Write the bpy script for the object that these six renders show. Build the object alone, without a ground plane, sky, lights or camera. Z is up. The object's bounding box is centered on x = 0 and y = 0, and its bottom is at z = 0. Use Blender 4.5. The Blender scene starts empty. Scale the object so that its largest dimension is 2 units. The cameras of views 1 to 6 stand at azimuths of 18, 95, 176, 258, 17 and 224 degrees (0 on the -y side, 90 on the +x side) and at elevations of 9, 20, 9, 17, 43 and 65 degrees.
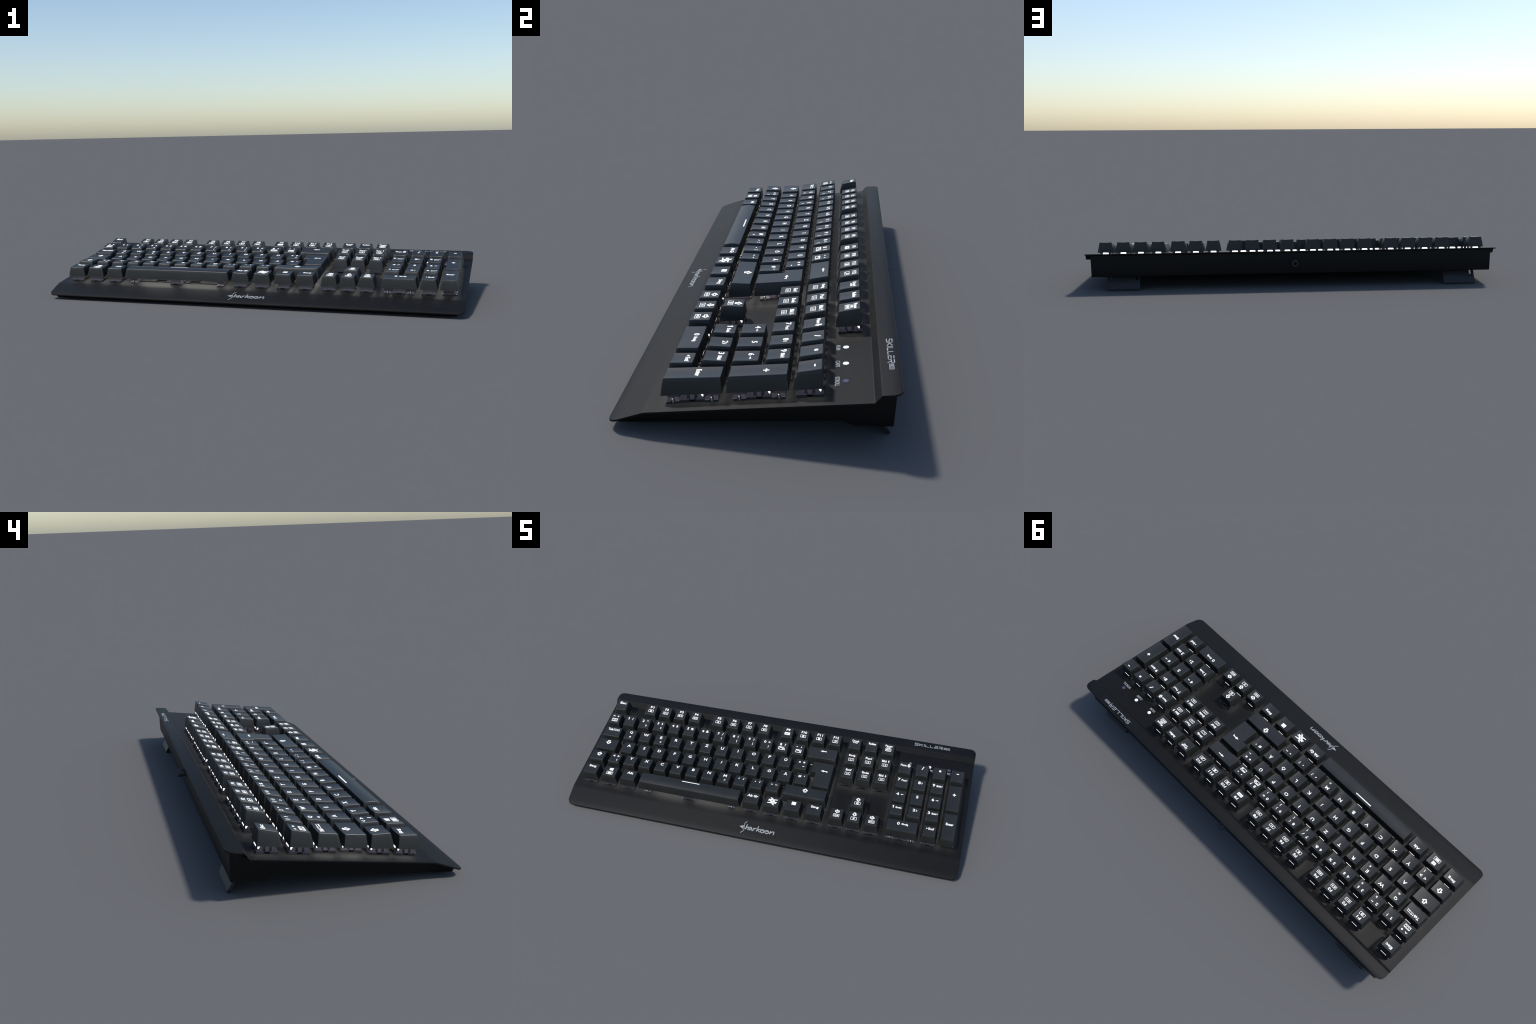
import bpy, bmesh, math
from mathutils import Vector, Matrix

# ------------------------------------------------------------------ frame
# The key field lies on a plate tilted about x.  Local plate frame:
#   u = world x,  v = up the plate from the front bend,  w = height above it.
BEND_Y, BEND_Z = -0.288, 0.0605
TILT = math.radians(8.463)
CT, ST = math.cos(TILT), math.sin(TILT)
U1 = 0.0862                      # key pitch along a row


def plate_point(u, v, w=0.0):
    return Vector((u, BEND_Y + v * CT - w * ST, BEND_Z + v * ST + w * CT))


def plate_matrix(u, v, w=0.0, spin=0.0):
    return (Matrix.Translation(plate_point(u, v, w))
            @ Matrix.Rotation(TILT, 4, 'X') @ Matrix.Rotation(spin, 4, 'Z'))


SCENE = bpy.context.scene
COLL = SCENE.collection


# ------------------------------------------------------------------ materials
CAVITY_GLOW = 3.5                # inner cap faces emit by themselves, giving the backlight spill on the plate


def principled(name):
    m = bpy.data.materials.new(name)
    m.use_nodes = True
    nt = m.node_tree
    return m, nt, nt.nodes["Principled BSDF"]


def plastic(name, col, rough, grain=0.15, scale=700.0, bump=0.08, spec=0.5, rvar=0.08):
    """moulded plastic: faint tonal mottling, fine grain bump"""
    m, nt, b = principled(name)
    tc = nt.nodes.new("ShaderNodeTexCoord")
    n1 = nt.nodes.new("ShaderNodeTexNoise")
    n1.inputs["Scale"].default_value = 14.0
    n1.inputs["Detail"].default_value = 4.0
    nt.links.new(tc.outputs["Object"], n1.inputs["Vector"])
    rp = nt.nodes.new("ShaderNodeValToRGB")
    rp.color_ramp.elements[0].position = 0.3
    rp.color_ramp.elements[1].position = 0.7
    lo = [c * (1 - grain) for c in col]
    hi = [c * (1 + grain) for c in col]
    rp.color_ramp.elements[0].color = (*lo, 1)
    rp.color_ramp.elements[1].color = (*hi, 1)
    nt.links.new(n1.outputs["Fac"], rp.inputs["Fac"])
    nt.links.new(rp.outputs["Color"], b.inputs["Base Color"])
    mr = nt.nodes.new("ShaderNodeMapRange")
    mr.inputs["To Min"].default_value = rough - rvar
    mr.inputs["To Max"].default_value = rough + rvar
    nt.links.new(n1.outputs["Fac"], mr.inputs["Value"])
    nt.links.new(mr.outputs["Result"], b.inputs["Roughness"])
    n2 = nt.nodes.new("ShaderNodeTexNoise")
    n2.inputs["Scale"].default_value = scale
    nt.links.new(tc.outputs["Object"], n2.inputs["Vector"])
    bp = nt.nodes.new("ShaderNodeBump")
    bp.inputs["Strength"].default_value = bump
    bp.inputs["Distance"].default_value = 0.0006
    nt.links.new(n2.outputs["Fac"], bp.inputs["Height"])
    nt.links.new(bp.outputs["Normal"], b.inputs["Normal"])
    b.inputs["Specular IOR Level"].default_value = spec
    return m


def glow(name, col, strength, base=(0.8, 0.8, 0.8)):
    m, nt, b = principled(name)
    b.inputs["Base Color"].default_value = (*base, 1)
    b.inputs["Roughness"].default_value = 0.5
    b.inputs["Emission Color"].default_value = (*col, 1)
    b.inputs["Emission Strength"].default_value = strength
    return m


def plain(name, col, rough=0.5, metal=0.0):
    m, nt, b = principled(name)
    n = nt.nodes.new("ShaderNodeTexNoise")
    n.inputs["Scale"].default_value = 60.0
    rp = nt.nodes.new("ShaderNodeValToRGB")
    rp.color_ramp.elements[0].color = (*[c * 0.92 for c in col], 1)
    rp.color_ramp.elements[1].color = (*[min(1, c * 1.08) for c in col], 1)
    nt.links.new(n.outputs["Fac"], rp.inputs["Fac"])
    nt.links.new(rp.outputs["Color"], b.inputs["Base Color"])
    b.inputs["Roughness"].default_value = rough
    b.inputs["Metallic"].default_value = metal
    return m


M_PLATE = plastic("painted_plate", (0.0042, 0.0045, 0.0051), 0.60, bump=0.0, spec=0.22, rvar=0.03)
M_CASE = plastic("case_plastic", (0.0024, 0.0026, 0.0029), 0.5, bump=0.03, spec=0.2)
M_CAP = plastic("keycap_plastic", (0.0172, 0.0182, 0.0179), 0.41, bump=0.03, spec=0.42, rvar=0.04)
M_SWITCH = plastic("switch_plastic", (0.038, 0.033, 0.043), 0.36, bump=0.05)
M_FOOT = plastic("foot_plastic", (0.015, 0.016, 0.019), 0.5)
M_GLAND = plastic("gland_plastic", (0.030, 0.032, 0.037), 0.5)
M_RUBBER = plastic("rubber", (0.012, 0.012, 0.012), 0.8)
M_LEGEND = glow("backlit_legend", (1.0, 1.0, 1.0), 0.85, (0.25, 0.25, 0.25))
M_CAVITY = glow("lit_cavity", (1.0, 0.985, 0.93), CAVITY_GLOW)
M_LED = glow("white_led", (1.0, 0.985, 0.95), 2.2)
M_LAMP_ON = glow("lamp_on", (0.76, 0.79, 1.0), 0.98, (0.2, 0.2, 0.25))
M_LAMP_OFF = plain("lamp_off", (0.062, 0.054, 0.115), 0.4)
M_PRINT = plain("grey_print", (0.30, 0.32, 0.33), 0.5)
M_WIRE = plain("steel_wire", (0.80, 0.78, 0.74), 0.3, 0.6)
M_BOARD = plain("circuit_board", (0.012, 0.11, 0.02), 0.5)
M_HOLE = plain("socket_dark", (0.004, 0.004, 0.004), 0.7)


# ------------------------------------------------------------------ helpers
def new_object(name, mesh, parent, matrix=None, mat=None):
    o = bpy.data.objects.new(name, mesh)
    COLL.objects.link(o)
    if parent is not None:
        o.parent = parent
    if matrix is not None:
        o.matrix_local = matrix
    if mat is not None and mesh is not None and len(mesh.materials) == 0:
        mesh.materials.append(mat)
    return o


def to_mesh(bm, name, mat=None, angle=32.0):
    bmesh.ops.recalc_face_normals(bm, faces=bm.faces)
    me = bpy.data.meshes.new(name)
    bm.to_mesh(me)
    bm.free()
    for p in me.polygons:
        p.use_smooth = True
    me.set_sharp_from_angle(angle=math.radians(angle))
    if mat is not None:
        me.materials.append(mat)
    return me


def apply_mods(obj):
    dg = bpy.context.evaluated_depsgraph_get()
    me = bpy.data.meshes.new_from_object(obj.evaluated_get(dg))
    obj.modifiers.clear()
    obj.data = me
    for p in me.polygons:
        p.use_smooth = True
    me.set_sharp_from_angle(angle=math.radians(32))


def add_box(bm, x0, x1, y0, y1, z0, z1, tx=0.0, ty=0.0):
    """box whose top is inset by tx, ty"""
    v = [bm.verts.new(p) for p in (
        (x0, y0, z0), (x1, y0, z0), (x1, y1, z0), (x0, y1, z0),
        (x0 + tx, y0 + ty, z1), (x1 - tx, y0 + ty, z1), (x1 - tx, y1 - ty, z1), (x0 + tx, y1 - ty, z1))]
    for f in ((0, 3, 2, 1), (4, 5, 6, 7), (0, 1, 5, 4), (1, 2, 6, 5), (2, 3, 7, 6), (3, 0, 4, 7)):
        bm.faces.new([v[i] for i in f])
    return v


def add_prism(bm, pts, z0, z1):
    a = [bm.verts.new((x, y, z0)) for x, y in pts]
    b = [bm.verts.new((x, y, z1)) for x, y in pts]
    n = len(pts)
    bm.faces.new(a[::-1])
    bm.faces.new(b)
    for i in range(n):
        j = (i + 1) % n
        bm.faces.new((a[i], a[j], b[j], b[i]))


def add_cylinder(bm, mat, r, depth, seg=32, r2=None):
    bmesh.ops.create_cone(bm, cap_ends=True, segments=seg, radius1=r,
                          radius2=r if r2 is None else r2, depth=depth, matrix=mat)


# ------------------------------------------------------------------ root
root = bpy.data.objects.new("keyboard", None)
COLL.objects.link(root)
root["label"] = "black mechanical keyboard with white backlit German keys"
root["category"] = "keyboard"

# ------------------------------------------------------------------ top plate
R_CORNER = 0.029
HALF_X = 1.0
Y_FRONT, Y_REAR = -0.384, 0.369
LIP = 0.398                       # slope of the front lip
Z_B = 0.0608
PC = (0.2987, 0.1480)
PD = (0.3140, 0.1707)
RIDGE = 0.149
corner_pts = [(Y_FRONT, Z_B - LIP * (-0.288 - Y_FRONT)), (-0.288, Z_B), PC, PD,
              (Y_REAR, PD[1] + RIDGE * (Y_REAR - PD[0]))]


def fillet(pts, radii, seg=5):
    out = [pts[0]]
    for i in range(1, len(pts) - 1):
        p, a, b = Vector(pts[i]), Vector(pts[i - 1]), Vector(pts[i + 1])
        d = radii[i - 1]
        p0 = p + (a - p).normalized() * d
        p1 = p + (b - p).normalized() * d
        for k in range(seg + 1):
            t = k / seg
            q = p0 * (1 - t) ** 2 + p * 2 * t * (1 - t) + p1 * t * t
            out.append((q.x, q.y))
    out.append(pts[-1])
    return out


profile = fillet(corner_pts, (0.009, 0.003, 0.0022))


def profile_z(y):
    for (y0, z0), (y1, z1) in zip(profile, profile[1:]):
        if y0 <= y <= y1 + 1e-9:
            return z0 + (z1 - z0) * (y - y0) / (y1 - y0)
    return profile[-1][1]


stations = set(round(y, 6) for y, z in profile)
for k in range(10):
    s = R_CORNER * (1 - math.cos(math.pi / 2 * k / 9))
    stations.add(round(Y_FRONT + s, 6))
    stations.add(round(Y_REAR - s, 6))
stations = sorted(stations)


def half_width(y):
    d = min(y - Y_FRONT, Y_REAR - y)
    if d >= R_CORNER:
        return HALF_X
    return HALF_X - R_CORNER + math.sqrt(max(0.0, R_CORNER ** 2 - (R_CORNER - d) ** 2))


T_PLATE = 0.0055
bm = bmesh.new()
rows = []
for y in stations:
    x, z = half_width(y), profile_z(y)
    rows.append([bm.verts.new(p) for p in ((-x, y, z), (x, y, z), (x, y, z - T_PLATE), (-x, y, z - T_PLATE))])
for a, b in zip(rows, rows[1:]):
    for i in range(4):
        j = (i + 1) % 4
        bm.faces.new((a[i], a[j], b[j], b[i]))
bm.faces.new(rows[0])
bm.faces.new(rows[-1][::-1])
plate = new_object("top_plate", to_mesh(bm, "top_plate", M_PLATE), root)
# stabiliser slot and two windows below the space bar, cut right through
bm = bmesh.new()
SPACE_X = -0.3716
for x0, x1, v0, v1 in ((-0.585, -0.160, 0.069, 0.081),
                       (-0.497, -0.445, 0.075, 0.110), (-0.318, -0.266, 0.075, 0.110)):
    add_box(bm, x0, x1, v0, v1, -0.03, 0.03)
cutter = new_object("cutter", to_mesh(bm, "cutter"), None, plate_matrix(0, 0))
mod = plate.modifiers.new("slot", 'BOOLEAN')
mod.object = cutter
mod.operation = 'DIFFERENCE'
mod.use_self = True
mod.solver = 'EXACT'
bv = plate.modifiers.new("edge", 'BEVEL')
bv.width = 0.0014
bv.segments = 2
bv.limit_method = 'ANGLE'
bv.angle_limit = math.radians(50)
bpy.context.view_layer.update()
apply_mods(plate)
bpy.data.objects.remove(cutter)

# circuit board seen through the slots
bm = bmesh.new()
add_box(bm, -0.62, -0.12, 0.06, 0.125, -0.022, -0.018)
new_object("circuit_board", to_mesh(bm, "circuit_board", M_BOARD), root, plate_matrix(0, 0))

# ------------------------------------------------------------------ lower case
X_CASE_TOP, X_CASE_BOTTOM = 0.971, 0.967
case_outline = [(-0.3745, 0.0215), (-0.3600, 0.0045), (0.2240, 0.0700), (0.2540, 0.0580),
                (0.3535, 0.0662), (0.3540, 0.1700), (0.3190, 0.1650), (0.3040, 0.1435),
                (-0.2860, 0.0550)]
bm = bmesh.new()
ends = []
for s in (-1, 1):
    ends.append([bm.verts.new((s * (X_CASE_BOTTOM + (X_CASE_TOP - X_CASE_BOTTOM) * min(1, z / 0.15)), y, z))
                 for y, z in case_outline])
n = len(case_outline)
bm.faces.new(ends[0])
bm.faces.new(ends[1][::-1])
for i in range(n):
    j = (i + 1) % n
    bm.faces.new((ends[0][i], ends[0][j], ends[1][j], ends[1][i]))
case = new_object("lower_case", to_mesh(bm, "lower_case", M_CASE), root)
bv = case.modifiers.new("edge", 'BEVEL')
bv.width = 0.003
bv.segments = 3
bv.limit_method = 'ANGLE'
bv.angle_limit = math.radians(25)
bpy.context.view_layer.update()
apply_mods(case)

# cable gland in the rear wall: flanged tube with a dark bore
bm = bmesh.new()
ring = [(0.0155, 0.345), (0.0155, 0.380), (0.0140, 0.3835), (0.0098, 0.3835), (0.0092, 0.380), (0.0092, 0.356)]
SEG = 40
loops = []
for r, y in ring:
    loops.append([bm.verts.new((-0.0023 + r * math.cos(2 * math.pi * k / SEG), y,
                                0.1195 + r * math.sin(2 * math.pi * k / SEG))) for k in range(SEG)])
for a, b in zip(loops, loops[1:]):
    for k in range(SEG):
        l = (k + 1) % SEG
        bm.faces.new((a[k], a[l], b[l], b[k]))
gland = new_object("cable_gland", to_mesh(bm, "cable_gland", M_GLAND), root)
bm = bmesh.new()
add_cylinder(bm, Matrix.Translation((-0.0023, 0.358, 0.1195)) @ Matrix.Rotation(math.pi / 2, 4, 'X'), 0.0092, 0.006)
new_object("cable_bore", to_mesh(bm, "cable_bore", M_HOLE), gland)

# flip-out rear feet: two thin rails, a centre web and a thick bottom bar
def foot_mesh():
    bm = bmesh.new()
    H = 0.080                       # length along the leaning leg
    W = 0.078                       # half width
    add_box(bm, -W, W, -0.0095, 0.0, 0.0, 0.034)
    for s in (-1, 1):
        xa, xb = sorted((s * W, s * (W - 0.0115)))
        add_box(bm, xa, xb, -0.0095, -0.001, 0.034, H)
    add_box(bm, -W + 0.022, W - 0.022, -0.0085, -0.004, 0.034, H)
    for s in (-1, 1):               # bridge above the slot start
        xa, xb = sorted((s * (W - 0.0115), s * (W - 0.022)))
        add_box(bm, xa, xb, -0.009, -0.003, 0.034, 0.046)
    bmesh.ops.remove_doubles(bm, verts=bm.verts, dist=1e-6)
    me = to_mesh(bm, "rear_foot", M_FOOT)
    return me


fm = foot_mesh()
LEAN = math.radians(31)
for s in (-1, 1):
    f = new_object("rear_foot", fm, root, Matrix.Translation((s * 0.820, 0.3535, 0.0045)) @ Matrix.Rotation(LEAN, 4, 'X'))
    bm = bmesh.new()
    add_box(bm, -0.078, 0.078, -0.012, -0.0005, -0.004, 0.0035, 0.0, 0.001)
    bmesh.ops.rotate(bm, verts=bm.verts, cent=(0, 0, 0), matrix=Matrix.Rotation(-LEAN, 3, 'X'))
    zmin = min(v.co.y * math.sin(LEAN) + v.co.z * math.cos(LEAN) for v in bm.verts)
    for v in bm.verts:
        v.co += Matrix.Rotation(-LEAN, 3, 'X') @ Vector((0, 0, -0.0045 - zmin))
    new_object("foot_sole", to_mesh(bm, "foot_sole", M_RUBBER), f)
# front rubber pads
bm = bmesh.new()
add_box(bm, -0.05, 0.05, -0.014, 0.014, 0.0, 0.012, 0.002, 0.002)
pm = to_mesh(bm, "rubber_pad", M_RUBBER)
for s in (-1, 1):
    new_object("rubber_pad", pm, root, Matrix.Translation((s * 0.80, -0.335, 0.0)))

# ------------------------------------------------------------------ key rows
# row: v of skirt front / rear, top front (v, w), top rear (v, w), switch centre v
ROWS = {
    'F': (0.4884, 0.5662, (0.5040, 0.0712), (0.5660, 0.0783), 0.5310),
    'N': (0.3885, 0.4648, (0.4030, 0.0716), (0.4645, 0.0777), 0.4292),
    'T': (0.3008, 0.3775, (0.3142, 0.0680), (0.3760, 0.0690), 0.3420),
    'C': (0.2142, 0.2914, (0.2226, 0.0685), (0.2914, 0.0658), 0.2545),
    'S': (0.1265, 0.2050, (0.1430, 0.0750), (0.2045, 0.0680), 0.1675),
    'B': (0.0420, 0.1140, (0.0524, 0.0718), (0.1136, 0.0688), 0.0775),
}
ROWS['TC'] = (0.2150, 0.3775, (0.2245, 0.0685), (0.3755, 0.0680), 0.2980)   # tall plus / L enter
ROWS['SB'] = (0.0420, 0.2045, (0.0528, 0.0718), (0.2035, 0.0680), 0.1225)   # tall enter
SKIRT_W = 0.0262
FLARE = 0.0100                    # skirt wider than the top, each side
DIP = 0.0020


def rounded_rect(x0, x1, y0, y1, r, seg=3):
    out = []
    for cx, cy, a0 in ((x1 - r, y1 - r, 0), (x0 + r, y1 - r, 90), (x0 + r, y0 + r, 180), (x1 - r, y0 + r, 270)):
        for k in range(seg + 1):
            a = math.radians(a0 + 90 * k / seg)
            out.append((cx + r * math.cos(a), cy + r * math.sin(a)))
    return out


def densify(ring, step):
    """split long sides so the dished edge is followed"""
    out = []
    n = len(ring)
    for i in range(n):
        a, b = ring[i], ring[(i + 1) % n]
        L = math.hypot(b[0] - a[0], b[1] - a[1])
        m = max(1, int(math.ceil(L / step - 1e-6)))
        for k in range(m):
            t = k / m
            out.append((a[0] + (b[0] - a[0]) * t, a[1] + (b[1] - a[1]) * t))
    return out


class KeyShape:
    """geometry of one cap in its own frame (origin: switch centre on the plate)"""

    def __init__(self, row, top_w, kind='std'):
        self.row, self.top_w, self.kind = row, top_w, kind
        fb, rb, (vf, wf), (vr, wr), vc = ROWS[row]
        self.vc = vc
        self.y0, self.y1 = vf - vc, vr - vc
        self.wf, self.wr = wf, wr
        self.b0, self.b1 = fb - vc, rb - vc
        self.hx = top_w / 2
        self.cy = (self.y0 + self.y1) / 2

    def surf(self, x, y):
        t = (y - self.y0) / (self.y1 - self.y0)
        w = self.wf + (self.wr - self.wf) * t
        if self.kind == 'std':
            s = max(-1.0, min(1.0, x / self.hx))
            w -= DIP * (1 - s * s)
        elif self.kind == 'space':
            w += 0.0048 * (1 - (2 * t - 1) ** 2) - 0.0008
        return w

    def outline(self, g=0.0, inset=0.0):
        if self.kind == 'enter':
            # L shape: wide upper part, narrower lower part
            d = inset
            xl, xn, xr = self.hx_l - g + d, self.hx_n - g + d, self.hx_r + g - d
            yn = self.y_notch - g * 0.9 + d
            ya = self.y0 + (self.b0 - self.y0) * g / FLARE + d
            yb = self.y1 + (self.b1 - self.y1) * g / FLARE - d
            return [(xr, yb), (xl, yb), (xl, yn), (xn, yn), (xn, ya), (xr, ya)]
        k = g / FLARE
        ya = self.y0 + (self.b0 - self.y0) * k
        yb = self.y1 + (self.b1 - self.y1) * k
        return rounded_rect(-self.hx - g + inset, self.hx + g - inset, ya + inset, yb - inset, 0.0016 + 0.0010 * max(k, 0), 2)


def lerp_outline(shape, g, step=0.0075, inset=0.0):
    """outline at flare g with a point count that does not depend on g"""
    ref = shape.outline(0.0)
    cur = shape.outline(g, inset)
    out = []
    n = len(ref)
    if shape.kind == 'enter':
        step = 0.012
    for i in range(n):
        j = (i + 1) % n
        L = math.hypot(ref[j][0] - ref[i][0], ref[j][1] - ref[i][1])
        st = step if shape.top_w < 0.2 else max(step, 0.016)
        m = max(1, int(math.ceil(L / st - 1e-6)))
        for k in range(m):
            t = k / m
            out.append((cur[i][0] + (cur[j][0] - cur[i][0]) * t, cur[i][1] + (cur[j][1] - cur[i][1]) * t))
    return out


def fill_dished_top(bm, shape, ring, pts):
    """regular grid over the top so that the dish is followed on long keys too"""
    ref = shape.outline(0.0)
    st = 0.0075 if shape.top_w < 0.2 else 0.016
    corner, sides, at = [], [], 0
    n = len(ref)
    for i in range(n):
        j = (i + 1) % n
        L = math.hypot(ref[j][0] - ref[i][0], ref[j][1] - ref[i][1])
        m = max(1, int(math.ceil(L / st - 1e-6)))
        corner.append(at)
        sides.append(m)
        at += m
    # reference points 0-2, 3-5, 6-8, 9-11 are the four rounded corners
    nx, ny = sides[2], sides[5]
    k = 0.004
    x0, x1 = -shape.hx + k, shape.hx - k
    y0, y1 = shape.y0 + k, shape.y1 - k
    grid = [[None] * (nx + 1) for _ in range(ny + 1)]
    for r in range(ny + 1):
        for c in range(nx + 1):
            x = x1 + (x0 - x1) * c / nx
            y = y1 + (y0 - y1) * r / ny
            grid[r][c] = bm.verts.new((x, y, shape.surf(x, y)))
    for r in range(ny):
        for c in range(nx):
            bm.faces.new((grid[r][c], grid[r][c + 1], grid[r + 1][c + 1], grid[r + 1][c]))
    total = len(ring)
    edges = [[grid[0][c] for c in range(nx + 1)], [grid[r][nx] for r in range(ny + 1)],
             [grid[ny][nx - c] for c in range(nx + 1)], [grid[ny - r][0] for r in range(ny + 1)]]
    for q in range(4):
        a = corner[3 * q]
        m = sides[3 * q + 2]
        g = edges[q]
        bm.faces.new((ring[a], ring[a + 1], g[0]))
        bm.faces.new((ring[a + 1], ring[a + 2], g[0]))
        for t in range(m):
            p, p2 = ring[(a + 2 + t) % total], ring[(a + 3 + t) % total]
            bm.faces.new((p, p2, g[t + 1], g[t]))


def keycap_mesh(shape, name):
    bm = bmesh.new()

    def add_ring(pts, zf):
        return [bm.verts.new((x, y, zf(x, y))) for x, y in pts]

    def bridge(a, b):
        n = len(a)
        for i in range(n):
            j = (i + 1) % n
            bm.faces.new((a[i], a[j], b[j], b[i]))

    edge = 0.0010
    # outer skirt, slightly bellied on its way up
    levels = [(1.0, 0.0), (0.80, 0.25), (0.54, 0.52), (0.27, 0.76), (0.05, 0.965)]
    rings = []
    for g, h in levels:
        pts = lerp_outline(shape, FLARE * g)
        top0 = lerp_outline(shape, 0.0)
        rings.append([bm.verts.new((p[0], p[1], SKIRT_W + (shape.surf(*q) - SKIRT_W) * h)) for p, q in zip(pts, top0)])
    # rounded rim
    pts0 = lerp_outline(shape, 0.0)
    ptsi = lerp_outline(shape, 0.0, inset=edge)
    rings.append([bm.verts.new((p[0], p[1], shape.surf(*p) - edge * 0.9)) for p in pts0])
    rings.append([bm.verts.new((p[0], p[1], shape.surf(*p))) for p in ptsi])
    for a, b in zip(rings, rings[1:]):
        bridge(a, b)
    if shape.kind == 'enter':
        bm.faces.new(rings[-1])
    else:
        fill_dished_top(bm, shape, rings[-1], ptsi)
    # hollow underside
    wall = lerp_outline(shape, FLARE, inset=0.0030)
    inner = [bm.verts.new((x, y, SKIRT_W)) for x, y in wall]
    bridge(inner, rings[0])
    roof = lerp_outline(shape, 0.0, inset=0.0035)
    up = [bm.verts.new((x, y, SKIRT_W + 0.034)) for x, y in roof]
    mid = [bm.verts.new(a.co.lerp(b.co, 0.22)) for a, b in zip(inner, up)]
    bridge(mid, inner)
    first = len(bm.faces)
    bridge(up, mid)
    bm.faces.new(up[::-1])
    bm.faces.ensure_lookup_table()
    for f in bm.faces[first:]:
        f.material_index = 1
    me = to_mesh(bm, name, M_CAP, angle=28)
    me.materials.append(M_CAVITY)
    return me


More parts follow.
